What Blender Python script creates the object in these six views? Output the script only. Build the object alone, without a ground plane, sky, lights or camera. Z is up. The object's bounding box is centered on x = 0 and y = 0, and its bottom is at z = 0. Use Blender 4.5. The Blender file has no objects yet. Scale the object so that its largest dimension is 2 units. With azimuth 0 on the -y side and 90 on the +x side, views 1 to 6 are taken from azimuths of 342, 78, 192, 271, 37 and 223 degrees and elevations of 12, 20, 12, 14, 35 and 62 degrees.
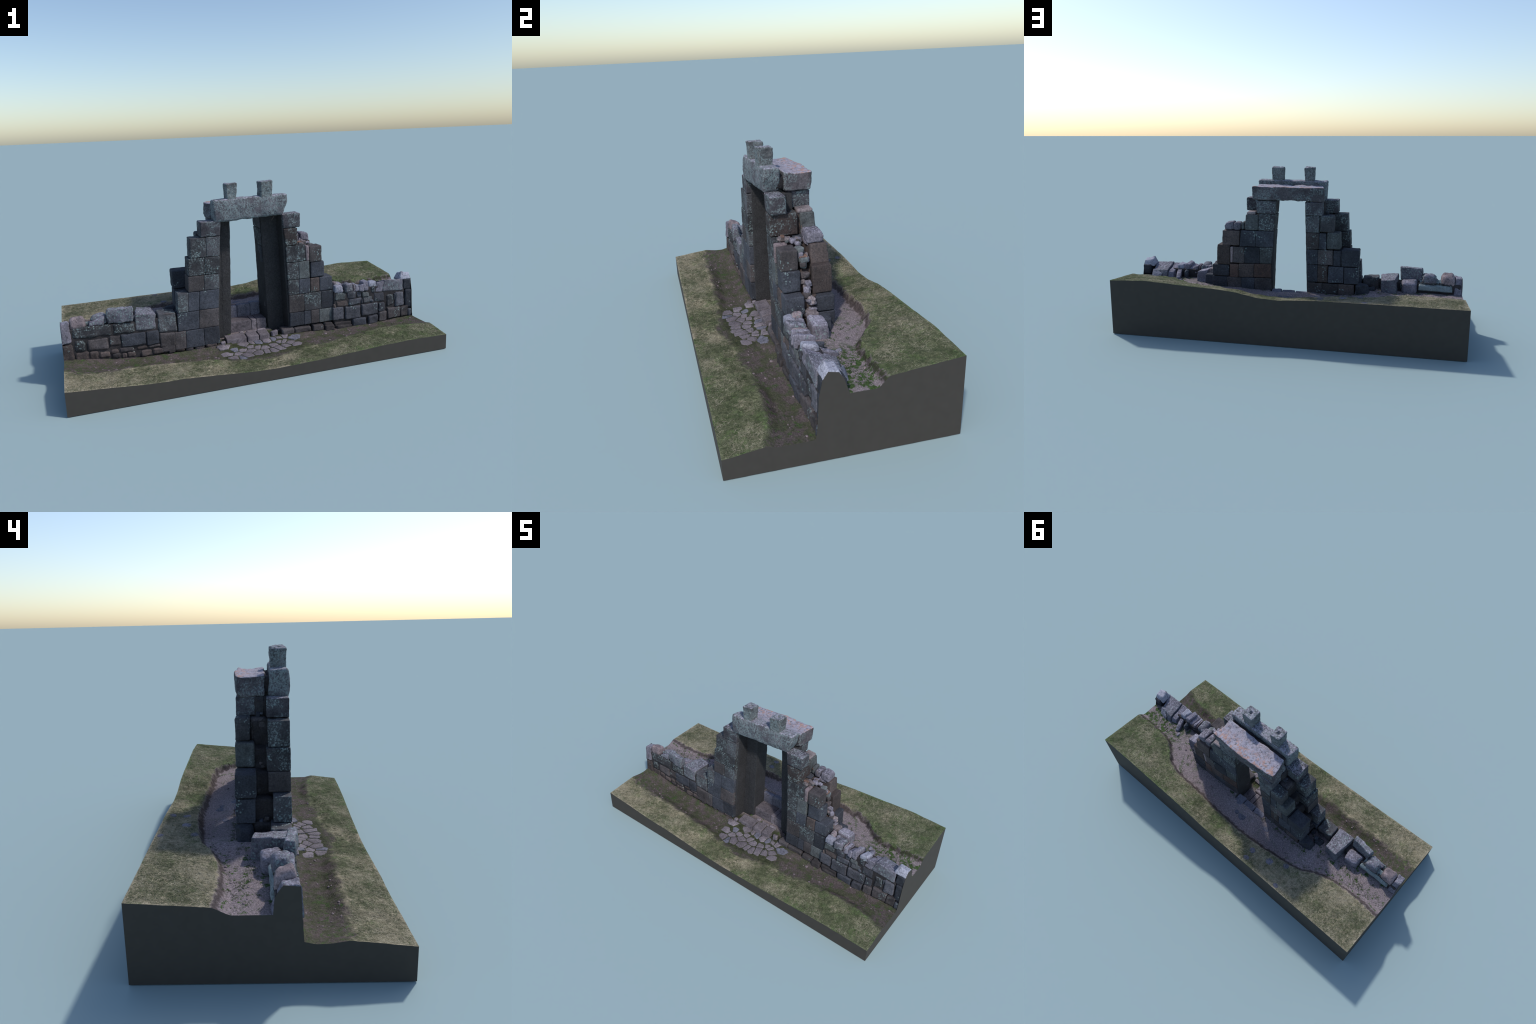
import bpy, bmesh, math, random
import numpy as np
from mathutils import Vector, noise

random.seed(7)
RNG = np.random.default_rng(7)

# ------------------------------------------------------------------ helpers
thing = bpy.data.objects.new("ruined_stone_gateway", None)
bpy.context.collection.objects.link(thing)
thing["label"] = "ruined Inca stone gateway with low walls on a grassy earth block"
thing["category"] = "stone ruin"


def interp(x, table):
    xs = [t[0] for t in table]
    ys = [t[1] for t in table]
    return np.interp(x, xs, ys)


def smooth(a, b, v):
    t = np.clip((v - a) / (b - a), 0, 1)
    return t * t * (3 - 2 * t)


def fbm(p, scale, octaves=3):
    return noise.fractal(Vector(p) * scale, 1.0, 2.0, octaves)


def add_mesh(name, verts, faces, mats, smooth_shade=True, mat_index=None, kind=None):
    me = bpy.data.meshes.new(name)
    me.from_pydata([tuple(v) for v in verts], [], [tuple(f) for f in faces])
    for m in mats:
        me.materials.append(m)
    if mat_index is not None:
        me.polygons.foreach_set("material_index", np.asarray(mat_index, dtype=np.int32))
    me.polygons.foreach_set("use_smooth", [smooth_shade] * len(me.polygons))
    me.update()
    ob = bpy.data.objects.new(name, me)
    bpy.context.collection.objects.link(ob)
    ob.parent = thing
    if kind:
        ob["kind"] = kind
    return ob


# ------------------------------------------------------------------ materials
class Nodes:
    """Small helper for building node trees."""

    def __init__(self, name, rough=0.9, spec=0.25):
        self.mat = bpy.data.materials.new(name)
        self.mat.use_nodes = True
        self.t = self.mat.node_tree
        self.bsdf = self.t.nodes["Principled BSDF"]
        self.bsdf.inputs["Roughness"].default_value = rough
        self.bsdf.inputs["Specular IOR Level"].default_value = spec
        self.co = self.t.nodes.new("ShaderNodeTexCoord").outputs["Object"]

    def link(self, a, b):
        if isinstance(a, (int, float)):
            b.default_value = a
        elif isinstance(a, tuple):
            b.default_value = a if len(a) == 4 else (*a, 1)
        else:
            self.t.links.new(a, b)

    def noise(self, scale, detail=4, rough=0.6, dist=0.0, co=None):
        n = self.t.nodes.new("ShaderNodeTexNoise")
        n.inputs["Scale"].default_value = scale
        n.inputs["Detail"].default_value = detail
        n.inputs["Roughness"].default_value = rough
        n.inputs["Distortion"].default_value = dist
        self.link(co or self.co, n.inputs["Vector"])
        return n.outputs["Fac"]

    def voronoi(self, scale, out="Distance", feature="F1", co=None):
        n = self.t.nodes.new("ShaderNodeTexVoronoi")
        n.feature = feature
        n.inputs["Scale"].default_value = scale
        self.link(co or self.co, n.inputs["Vector"])
        return n.outputs[out]

    def mapping(self, scale=(1, 1, 1), rot=(0, 0, 0), loc=(0, 0, 0), co=None):
        n = self.t.nodes.new("ShaderNodeMapping")
        n.inputs["Scale"].default_value = scale
        n.inputs["Rotation"].default_value = rot
        n.inputs["Location"].default_value = loc
        self.link(co or self.co, n.inputs["Vector"])
        return n.outputs["Vector"]

    def math(self, op, a, b=0.0, c=None):
        n = self.t.nodes.new("ShaderNodeMath")
        n.operation = op
        self.link(a, n.inputs[0])
        self.link(b, n.inputs[1])
        if c is not None:
            self.link(c, n.inputs[2])
        return n.outputs[0]

    def step(self, v, lo, hi):
        n = self.t.nodes.new("ShaderNodeMapRange")
        n.interpolation_type = "SMOOTHSTEP"
        self.link(v, n.inputs[0])
        n.inputs[1].default_value = lo
        n.inputs[2].default_value = hi
        return n.outputs[0]

    def mix(self, f, a, b, mode="MIX"):
        n = self.t.nodes.new("ShaderNodeMix")
        n.data_type = "RGBA"
        n.blend_type = mode
        self.link(f, n.inputs[0])
        self.link(a, n.inputs[6])
        self.link(b, n.inputs[7])
        return n.outputs[2]

    def ramp(self, f, stops):
        n = self.t.nodes.new("ShaderNodeValToRGB")
        r = n.color_ramp
        while len(r.elements) < len(stops):
            r.elements.new(0.5)
        for e, (p, c) in zip(r.elements, stops):
            e.position = p
            e.color = (*c, 1)
        self.link(f, n.inputs[0])
        return n.outputs[0]

    def curve(self, v, table, lo, hi):
        """Piecewise function of v given as (position, value), both scaled to lo..hi."""
        s = self.math("MULTIPLY_ADD", v, 0.5, 0.5)
        n = self.t.nodes.new("ShaderNodeFloatCurve")
        c = n.mapping.curves[0]
        pts = [((x + 1) / 2, (y - lo) / (hi - lo)) for x, y in table]
        while len(c.points) < len(pts):
            c.points.new(0.5, 0.5)
        for p, q in zip(c.points, pts):
            p.location = q
            p.handle_type = "AUTO"
        n.mapping.update()
        self.link(s, n.inputs["Value"])
        return self.math("MULTIPLY_ADD", n.outputs[0], hi - lo, lo)

    def bump(self, height, dist=0.004, strength=0.6):
        n = self.t.nodes.new("ShaderNodeBump")
        n.inputs["Strength"].default_value = strength
        n.inputs["Distance"].default_value = dist
        self.link(height, n.inputs["Height"])
        self.t.links.new(n.outputs[0], self.bsdf.inputs["Normal"])

    def color(self, c):
        self.link(c, self.bsdf.inputs["Base Color"])
        return self.mat

    def xyz(self, co=None):
        n = self.t.nodes.new("ShaderNodeSeparateXYZ")
        self.link(co or self.co, n.inputs[0])
        return n.outputs

    def normal_z(self):
        g = self.t.nodes.new("ShaderNodeNewGeometry")
        n = self.t.nodes.new("ShaderNodeSeparateXYZ")
        self.t.links.new(g.outputs["Normal"], n.inputs[0])
        return n.outputs[2]

    def rand(self):
        return self.t.nodes.new("ShaderNodeObjectInfo").outputs["Random"]


LICHEN = (0.195, 0.245, 0.255)


def stone_material(name, dark, light, lichen=0.0, spots=0.0, rust=0.0, crust=0.0, vary=0.35, rough=0.88):
    """Weathered stone: mottled base, teal lichen (continuous and round spots),
    rusty orange lichen and a pale crust on the tops."""
    k = Nodes(name, rough)
    big = k.noise(9, 5, 0.6)
    base = k.mix(k.step(big, 0.3, 0.7), dark, light)
    grain = k.noise(150, 3, 0.7)
    base = k.mix(1.0, base, k.ramp(grain, [(0.3, (0.62, 0.62, 0.63)), (0.72, (1.4, 1.38, 1.4))]), "MULTIPLY")
    pits = k.step(k.noise(55, 4, 0.65), 0.36, 0.47)
    base = k.mix(k.math("MULTIPLY", k.math("SUBTRACT", 1.0, pits), 0.45), base, (0.03, 0.03, 0.035))
    r = k.math("MULTIPLY_ADD", k.rand(), 2 * vary, 1 - vary)
    n = k.t.nodes.new("ShaderNodeVectorMath")
    n.operation = "SCALE"
    k.link(base, n.inputs[0])
    k.link(r, n.inputs["Scale"])
    base = n.outputs[0]
    where = k.noise(13, 3, 0.6)
    if lichen:
        m = k.step(k.noise(120, 6, 0.78, 0.2), 0.57 - 0.16 * lichen, 0.69 - 0.16 * lichen)
        m = k.math("MULTIPLY", m, k.step(where, 0.62 - 0.35 * lichen, 0.72 - 0.3 * lichen))
        base = k.mix(k.math("MULTIPLY", m, 0.8), base, LICHEN)
    if spots:
        wob = k.math("MULTIPLY", k.math("SUBTRACT", k.noise(130, 4, 0.7), 0.5), 1.1)
        d = k.math("ADD", k.voronoi(85), wob)
        m = k.math("SUBTRACT", 1.0, k.step(d, 0.25, 0.36))
        m = k.math("MULTIPLY", m, k.step(k.noise(11, 2, 0.6), 0.60 - 0.25 * spots, 0.70 - 0.25 * spots))
        base = k.mix(k.math("MULTIPLY", m, 0.75), base, (0.20, 0.262, 0.265))
    if crust:
        up = k.step(k.normal_z(), 0.55, 0.8)
        m = k.math("MULTIPLY", up, k.step(k.noise(75, 8, 0.85), 0.50 - 0.1 * crust, 0.66 - 0.1 * crust))
        base = k.mix(k.math("MULTIPLY", m, 0.8), base, (0.40, 0.385, 0.47))
    if rust:
        up = k.step(k.normal_z(), 0.4, 0.75)
        m = k.math("MULTIPLY", up, k.step(k.noise(34, 8, 0.82), 0.60 - 0.16 * rust, 0.68 - 0.16 * rust))
        m = k.math("MULTIPLY", m, k.math("MULTIPLY_ADD", k.step(k.xyz()[1], .05, .10), .75, .25))
        base = k.mix(k.math("MULTIPLY", m, 0.75), base, (0.40, 0.225, 0.165))
    k.bump(k.math("ADD", k.noise(60, 5, 0.65), k.math("MULTIPLY", k.noise(220, 2), 0.4)), 0.004, 0.55)
    return k.color(base)


M_BLUE = stone_material("blue_grey_ashlar", (0.033, 0.037, 0.047), (0.060, 0.066, 0.082), spots=0.18)  # blue, violet and lichened ashlar darkened partway toward baked south-wall shade
M_VIOLET = stone_material("violet_grey_ashlar", (0.045, 0.0405, 0.042), (0.080, 0.072, 0.075), spots=0.12)
M_BROWN = stone_material("brown_ashlar", (0.052, 0.043, 0.042), (0.086, 0.069, 0.066), spots=0.08)
M_RED = stone_material("reddish_ashlar", (0.070, 0.047, 0.042), (0.112, 0.076, 0.066), vary=0.2)
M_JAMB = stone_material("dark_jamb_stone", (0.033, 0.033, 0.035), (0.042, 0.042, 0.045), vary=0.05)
M_LICH = stone_material("lichened_ashlar", (0.040, 0.041, 0.046), (0.074, 0.074, 0.082), lichen=0.52, spots=0.34)
M_BROWNL = stone_material("lichened_reddish_ashlar", (0.050, 0.042, 0.043), (0.092, 0.070, 0.067), lichen=0.48, spots=0.3)
M_LICHF = stone_material("finely_lichened_ashlar", (0.050, 0.048, 0.056), (0.090, 0.086, 0.100), lichen=0.62, spots=0.2, rust=.1, crust=0.4)
M_GREY = stone_material("pale_grey_ashlar", (0.075, 0.083, 0.086), (0.12, 0.132, 0.136), lichen=0.35)
M_LINTEL = stone_material("lintel_stone", (0.062, 0.060, 0.070), (0.125, 0.122, 0.138), lichen=0.78, rust=0.25, crust=0.7, vary=0.08)
M_REAR = stone_material("rear_lintel_stone", (0.062, 0.056, 0.064), (0.12, 0.112, 0.124), lichen=0.6, rust=0.72, crust=1.3, vary=0.08)
M_POST = stone_material("post_stone", (0.062, 0.066, 0.070), (0.13, 0.138, 0.14), lichen=0.72, crust=0.6, vary=0.08)
M_BOULD = stone_material("boulder_stone", (0.11, 0.105, 0.128), (0.205, 0.195, 0.235), spots=0.25, crust=0.25, vary=0.2)
M_BOULDL = stone_material("lichened_boulder_stone", (0.085, 0.085, 0.102), (0.17, 0.165, 0.197), lichen=0.45, spots=0.75, crust=0.25, vary=0.15)
M_PINK = stone_material("pinkish_boulder_stone", (0.16, 0.132, 0.142), (0.27, 0.22, 0.23), spots=0.1, vary=0.15)
M_TEAL = stone_material("teal_lichen_slab", (0.17, 0.215, 0.23), (0.27, 0.32, 0.34), lichen=0.8, vary=0.1)
M_PALE = stone_material("pale_boulder_stone", (0.20, 0.205, 0.25), (0.33, 0.34, 0.40), vary=0.12)
M_PAVE = stone_material("paving_stone", (0.118, 0.104, 0.116), (0.205, 0.183, 0.203), vary=0.22)
M_SLATE = stone_material("slate_slab", (0.10, 0.104, 0.132), (0.165, 0.165, 0.205), vary=0.15)
M_FIELD = stone_material("fieldstone", (0.043, 0.046, 0.056), (0.084, 0.086, 0.102), spots=0.35, vary=0.3)
M_RUB = stone_material("rubble_stone", (0.12, 0.104, 0.108), (0.24, 0.205, 0.21), vary=0.3)
M_BRICK = stone_material("orange_rubble_stone", (0.13, 0.080, 0.064), (0.185, 0.117, 0.092), vary=0.15)


def earth_fill():
    k = Nodes("wall_core_earth", 0.95)
    c = k.ramp(k.noise(40, 6, 0.7), [(0.3, (0.035, 0.028, 0.028)), (0.55, (0.075, 0.056, 0.051)), (0.75, (0.15, 0.10, 0.08))])
    k.bump(k.noise(90, 5), 0.006, 0.8)
    return k.color(c)


def cut_earth():
    k = Nodes("cut_earth", 0.8, 0.3)
    c = k.ramp(k.noise(25, 3), [(0.3, (0.050, 0.045, 0.039)), (0.7, (0.056, 0.050, 0.044))])
    return k.color(c)


M_CORE = earth_fill()
M_MORTAR = stone_material("dark_wall_joint", (0.024, 0.022, 0.024), (0.044, 0.040, 0.042), vary=0.05)
M_CUT = cut_earth()

# ------------------------------------------------------------------ ground shape
BANK_EDGE = [(-1, .180), (-.81, .174), (-.69, .185), (-.58, .216), (-.48, .266), (-.36, .280), (-.22, .299), (-.06, .305), (.15, .302), (.31, .290), (.46, .288), (.565, .268), (.64, .213), (.72, .160), (.86, .150), (1, .156)]
BANK_TOP = [(-1, .256), (-.845, .262), (-.6, .264), (-.43, .262), (-.3, .264), (-.2, .258), (-.05, .246), (.08, .244), (.13, .252), (.2, .255), (.24, .266), (.33, .271), (.38, .280), (.48, .285), (.66, .284), (.85, .288), (1, .295)]
BACK_EDGE = [(-1, .274), (-.7, .275), (-.365, .276), (-.19, .275), (0, .264), (.128, .272), (.239, .295), (.343, .306),
             (.575, .318), (.774, .331), (1, .323)]
PATH_Z = [(-1, .229), (-.75, .232), (-.47, .245), (-.38, .232), (-.28, .226), (-.1, .234), (.2, .233), (.3, .242), (.48, .246), (1, .254)]
FRONT_EDGE = [(-1, .118), (-.8, .104), (-.62, .089), (-.457, .086), (-.3, .075), (-.153, .063), (0, .057), (.153, .061), (.29, .064), (.487, .075), (.603, .081), (.71, .084), (.85, .085), (1, .082)]
WALL_FOOT = [(-1, .139), (-.89, .126), (-.76, .104), (-.63, .090), (-.46, .084), (-.2, .087), (0, .078), (.2, .090), (.31, .087), (.48, .083), (.6, .081), (.78, .083), (1, .094)]
TROUGH = [(-1, .131), (-.86, .105), (-.74, .091), (-.6, .080), (-.46, .070), (-.2, .062), (0, .063), (.2, .072), (.36, .072), (.57, .075), (.78, .076), (1, .092)]
LIP_Y = [(-1, -.241), (-.85, -.261), (-.69, -.264), (-.44, -.266), (-.3, -.273), (-.15, -.285), (.04, -.300), (.2, -.272), (.37, -.256), (.45, -.247), (.55, -.241), (.7, -.238), (.84, -.246), (.93, -.268), (1, -.288)]
LIP_Z = [(-1, .141), (-.93, .120), (-.85, .109), (-.7, .112), (-.54, .107), (-.44, .101), (-.3, .092), (-.2, .073), (-.1, .061), (.1, .061), (.3, .067), (.45, .074), (.55, .081), (.66, .097), (.77, .105), (.86, .101), (1, .102)]
CUT_POINTS = 3


def ground(x, y):
    """Height of the ground at x, y (numpy arrays)."""
    foot, tr, lip = interp(x, WALL_FOOT), interp(x, TROUGH), interp(x, LIP_Y)
    front = interp(x, FRONT_EDGE)
    top = interp(x, LIP_Z)
    mid = smooth(.45, .15, np.abs(x))
    s = foot + (tr - foot) * smooth(-.09, -.135 - .04 * mid, y)
    s = s + (top - s) * smooth(lip + interp(x, [(-.9, .08), (-.4, .065), (0, .05), (1, .05)]), lip - .003, y)
    s = np.where(y < lip, top + (front - top) * np.clip((lip - y) / (lip + .437), 0, 1), s)
    swell = interp(x, [(.1, 0), (.33, .011), (.5, .010), (.66, 0)])
    s = s + swell * np.sin(math.pi * np.clip((lip + .03 - y) / (lip + .467), 0, 1))
    bank, btop, back = interp(x, BANK_EDGE), interp(x, BANK_TOP), interp(x, BACK_EDGE)
    path = interp(x, PATH_Z) - .006 * smooth(.5, .25, np.abs(x + .06)) * smooth(.17, .26, y) - .010 * smooth(.18, .05, np.abs(x)) * smooth(.17, .22, y)
    wid = interp(x, [(-1, .07), (-.75, .036), (-.5, .022), (.6, .022), (.85, .034), (1, .05)])
    n = path + (btop - path) * smooth(bank - wid, bank + .006, y)
    n = np.where(y > bank, btop + (back - btop) * np.clip((y - bank) / (.437 - bank), 0, 1), n)
    wall = smooth(-.055, -.012, y)
    g = s + (n - s) * wall
    door = np.abs(x) < .26
    dz = np.where(y < .035, .106, np.where(y < .135, .13, .212))
    dz = np.where(y < -.05, s, dz)
    g = np.where(door & (y > -.09) & (y < np.where(np.abs(x) < .112, .15, .10)), np.where(np.abs(x) < .13, dz, .09), g)
    return g


def ground_noise(x, y):
    w = 1.0
    if abs(x) < .16 and -.09 < y < .15:
        return 0.0
    edge = min(1 - abs(x), .437 - abs(y))
    fade = min(1.0, max(0.25, edge / .05))
    lip = float(interp(x, LIP_Y))
    bank = float(interp(x, BANK_EDGE))
    turf = 1.0 if (y < lip or y > bank) else .45
    return fade * turf * (.0045 * fbm((x, y, 0), 14, 3) + .0022 * fbm((x, y, 5), 60, 2))


# ------------------------------------------------------------------ ground mesh
NX, NY = 480, 230
HX, HY = .9993, .437
xs = np.linspace(-HX, HX, NX)
ys = np.linspace(-HY, HY, NY)
GX, GY = np.meshgrid(xs, ys, indexing="ij")
wob = np.array([[.008 * fbm((a, b, 2), 18, 2) if abs(a) < .985 else 0. for b in ys] for a in xs])
wob *= np.clip((HX - np.abs(GX)) / .06, 0, 1) * np.clip((np.abs(GY) - .1) / .05, 0, 1)
GZ = ground(GX, GY + wob)
for i in range(NX):
    for j in range(NY):
        GZ[i, j] += ground_noise(xs[i], ys[j])


def height_at(x, y):
    i = int(np.clip(round((x + HX) / (2 * HX) * (NX - 1)), 0, NX - 1))
    j = int(np.clip(round((y + HY) / (2 * HY) * (NY - 1)), 0, NY - 1))
    return GZ[i, j]


def ground_material():
    k = Nodes("turf_and_trodden_earth", 0.95, 0.12)
    x, y, z = k.xyz()
    wob = k.math("MULTIPLY", k.math("SUBTRACT", k.noise(28, 5, 0.65), 0.5), 0.05)
    yy = k.math("ADD", y, wob)
    bank = k.curve(x, BANK_EDGE, -.5, .5)
    lip = k.curve(x, LIP_Y, -.5, .5)
    up = k.math("SUBTRACT", yy, bank)
    down = k.math("SUBTRACT", lip, yy)
    m_bank = k.step(up, -.008, .006)
    wob2 = k.math("MULTIPLY", k.math("SUBTRACT", k.noise(18, 7, 0.75), 0.5), 0.13)
    m_lip = k.step(k.math("ADD", down, wob2), -.022, .024)
    grassy = k.math("MAXIMUM", m_bank, m_lip)
    # grass: matted blades, straw and olive patches
    streak1 = k.noise(1.0, 4, 0.7, 1.2, k.mapping((150, 45, 60), (0, 0, 0.5)))
    streak2 = k.noise(1.0, 4, 0.7, 1.2, k.mapping((45, 150, 60), (0, 0, 0.2)))
    streak = k.math("MAXIMUM", streak1, streak2)
    patch = k.noise(8, 6, 0.68)
    green = k.ramp(streak, [(0.38, (0.052, 0.062, 0.036)), (0.56, (0.135, 0.148, 0.085)), (0.78, (0.29, 0.29, 0.19))])
    straw = k.ramp(streak, [(0.38, (0.105, 0.098, 0.066)), (0.56, (0.27, 0.245, 0.17)), (0.8, (0.50, 0.445, 0.34))])
    dry = k.step(k.math("ADD", patch, k.math("MULTIPLY", x, -0.16)), 0.43, 0.62)
    fresh = k.ramp(streak, [(0.38, (0.040, 0.060, 0.026)), (0.56, (0.105, 0.150, 0.062)), (0.78, (0.23, 0.28, 0.13))])
    green = k.mix(k.step(k.noise(13, 5, 0.7), 0.48, 0.62), green, fresh)
    grass = k.mix(dry, green, straw)
    tone = k.ramp(k.noise(9, 6, 0.7), [(0.32, (0.58, 0.62, 0.60)), (0.66, (1.42, 1.36, 1.40))])
    grass = k.mix(1.0, grass, tone, "MULTIPLY")
    bare = k.step(k.noise(24, 5, 0.7), 0.63, 0.74)
    grass = k.mix(k.math("MULTIPLY", bare, 0.5), grass, (0.19, 0.15, 0.125))
    # trodden earth with grit and weeds; darker tones on the south side
    grit = k.ramp(k.noise(170, 5, 0.75), [(0.32, (0.135, 0.112, 0.120)), (0.52, (0.235, 0.197, 0.210)), (0.72, (0.46, 0.40, 0.415))])
    south = k.ramp(k.noise(150, 5, 0.75), [(0.34, (0.055, 0.045, 0.045)), (0.54, (0.108, 0.087, 0.086)), (0.74, (0.23, 0.19, 0.192))])
    moss = k.math("MULTIPLY", k.step(k.noise(17, 7, 0.76), 0.43, 0.57), 0.78)
    south = k.mix(moss, south, k.ramp(k.noise(120, 4, 0.7), [(0.35, (0.030, 0.040, 0.020)), (0.7, (0.095, 0.108, 0.055))]))
    dirt = k.mix(k.step(y, -.05, .03), south, grit)
    weeds = k.step(k.noise(30, 5, 0.72), 0.56, 0.61)
    sides = k.step(k.math("ABSOLUTE", x), 0.25, 0.7)
    foot_n = k.math("SUBTRACT", 1.0, k.step(k.math("ABSOLUTE", k.math("SUBTRACT", y, .03)), .09, .14))
    weeds = k.math("MULTIPLY", weeds, k.math("MINIMUM", 1.0, k.math("ADD", k.math("MULTIPLY_ADD", sides, .62, .22), foot_n)))
    weedc = k.ramp(k.noise(140, 4, 0.7), [(0.35, (0.026, 0.050, 0.016)), (0.7, (0.09, 0.145, 0.05))])
    weeds = k.math("MAXIMUM", weeds, k.math("MULTIPLY", k.step(k.noise(30, 5, 0.72), 0.44, 0.54), k.math("MULTIPLY", k.step(x, .6, .75), k.step(y, 0, .02))))
    dirt = k.mix(weeds, dirt, weedc)
    # dark band below the turf lip
    rim = k.math("MULTIPLY", k.step(up, -.028, -.016), k.math("SUBTRACT", 1.0, k.step(up, -.010, .002)))
    dirt = k.mix(k.math("MULTIPLY", rim, 0.75), dirt, (0.040, 0.031, 0.028))
    # bare gravel spot in front of the paving
    dx = k.math("MULTIPLY", k.math("SUBTRACT", x, .03), 1.0)
    dy = k.math("MULTIPLY", k.math("ADD", y, .275), 1.6)
    d = k.math("SQRT", k.math("ADD", k.math("MULTIPLY", dx, dx), k.math("MULTIPLY", dy, dy)))
    d = k.math("ADD", d, wob)
    grassy = k.math("MULTIPLY", grassy, k.step(d, .05, .085))
    # grassy joints between the paving stones
    pv = k.math("MULTIPLY", k.step(y, -.30, -.25), k.math("MULTIPLY", k.math("SUBTRACT", 1.0, k.step(y, -.05, .0)),
                k.math("SUBTRACT", 1.0, k.step(k.math("ABSOLUTE", k.math("SUBTRACT", x, .02)), .19, .27))))
    dirt = k.mix(k.math("MULTIPLY", pv, 0.85), dirt, k.ramp(k.noise(60, 4), [(0.35, (0.025, 0.032, 0.016)), (0.7, (0.07, 0.075, 0.04))]))
    col = k.mix(grassy, dirt, grass)
    k.bump(k.math("ADD", streak, k.noise(110, 4, 0.7)), 0.006, 0.7)
    return k.color(col)


verts = np.stack([GX.ravel(), GY.ravel(), GZ.ravel()], 1)
idx = np.arange(NX * NY).reshape(NX, NY)
quads = np.stack([idx[:-1, :-1].ravel(), idx[1:, :-1].ravel(), idx[1:, 1:].ravel(), idx[:-1, 1:].ravel()], 1)
add_mesh("ground_surface", verts, quads.tolist(), [ground_material()])

# earth block: sides hang from the border of the ground surface, flat underside
ring = list(idx[:, 0]) + list(idx[-1, 1:]) + list(idx[-2::-1, -1]) + list(idx[0, -2:0:-1])
sv = [verts[i] for i in ring] + [(verts[i][0], verts[i][1], 0.0) for i in ring]
n = len(ring)
sf = [(i, n + i, n + (i + 1) % n, (i + 1) % n) for i in range(n)] + [tuple(range(2 * n - 1, n - 1, -1))]
add_mesh("earth_block", sv, sf, [M_CUT], smooth_shade=False)


# ------------------------------------------------------------------ stones
def stone(name, bottom, top, mat, r=.0045, amp=.0016, jit=.0, res=.0085, seed=None, flat=.0, kind=None, shape=None):
    """A worn block from four bottom and four top corners (same winding):
    rounded edges of radius r, corners moved by jit, faces roughened by amp."""
    seed = random.random() * 100 if seed is None else seed
    rr = random.Random(seed)
    c = np.array(list(bottom) + list(top), float)
    c += np.array([[rr.uniform(-jit, jit) for _ in range(3)] for _ in range(8)])
    L = [np.mean([np.linalg.norm(c[1] - c[0]), np.linalg.norm(c[2] - c[3]), np.linalg.norm(c[5] - c[4]), np.linalg.norm(c[6] - c[7])]),
         np.mean([np.linalg.norm(c[3] - c[0]), np.linalg.norm(c[2] - c[1]), np.linalg.norm(c[7] - c[4]), np.linalg.norm(c[6] - c[5])]),
         np.mean([np.linalg.norm(c[4 + i] - c[i]) for i in range(4)])]
    r = min(r, .48 * min(L))
    axes = []
    for l in L:
        k = max(2, int(math.ceil((l - 2 * r) / res)))
        mid = np.linspace(r, l - r, k + 1)
        a = np.array([0, .35, .7]) * r
        axes.append(np.concatenate([a, mid, (l - a)[::-1]]))
    na = [len(a) for a in axes]
    ids, P, F = {}, [], []

    def vid(i, j, k):
        key = (i, j, k)
        if key not in ids:
            ids[key] = len(P)
            P.append((axes[0][i], axes[1][j], axes[2][k]))
        return ids[key]

    for k in (0, na[2] - 1):
        for i in range(na[0] - 1):
            for j in range(na[1] - 1):
                q = [vid(i, j, k), vid(i + 1, j, k), vid(i + 1, j + 1, k), vid(i, j + 1, k)]
                F.append(q if k else q[::-1])
    for j in (0, na[1] - 1):
        for i in range(na[0] - 1):
            for k in range(na[2] - 1):
                q = [vid(i, j, k), vid(i, j, k + 1), vid(i + 1, j, k + 1), vid(i + 1, j, k)]
                F.append(q if j else q[::-1])
    for i in (0, na[0] - 1):
        for j in range(na[1] - 1):
            for k in range(na[2] - 1):
                q = [vid(i, j, k), vid(i, j + 1, k), vid(i, j + 1, k + 1), vid(i, j, k + 1)]
                F.append(q if i else q[::-1])
    P = np.array(P)
    Lv = np.array(L)
    q = np.clip(P, r, Lv - r)
    d = P - q
    ln = np.linalg.norm(d, axis=1, keepdims=True)
    nrm = d / np.maximum(ln, 1e-9)
    P = q + nrm * r
    # average bulge towards the middle of each face
    u = P / Lv
    if shape is not None:
        P = shape(P, Lv)
        u = P / Lv
    b, t = c[:4], c[4:]

    def bil(q4):
        return ((1 - u[:, :1]) * (1 - u[:, 1:2]) * q4[0] + u[:, :1] * (1 - u[:, 1:2]) * q4[1]
                + u[:, :1] * u[:, 1:2] * q4[2] + (1 - u[:, :1]) * u[:, 1:2] * q4[3])

    W = bil(b) * (1 - u[:, 2:]) + bil(t) * u[:, 2:]
    ex = (c[1] - c[0] + c[5] - c[4]); ex /= np.linalg.norm(ex)
    ey = (c[3] - c[0] + c[7] - c[4]); ey /= np.linalg.norm(ey)
    ez = (c[4] - c[0] + c[6] - c[2]); ez /= np.linalg.norm(ez)
    nw = nrm[:, :1] * ex + nrm[:, 1:2] * ey + nrm[:, 2:] * ez
    off = Vector((seed * 1.7, seed * .3, 0))
    disp = np.empty(len(W))
    for i, p in enumerate(W):
        v = Vector(p)
        disp[i] = amp * (1.3 * noise.fractal((v + off) * 22, 1.0, 2.0, 2) + .6 * noise.noise((v + off) * 95)) - flat
    W = W + nw * disp[:, None]
    W[:, 0] = np.clip(W[:, 0], -.9985, .9985)
    return add_mesh(name, W, F, [mat], kind=kind)


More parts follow.
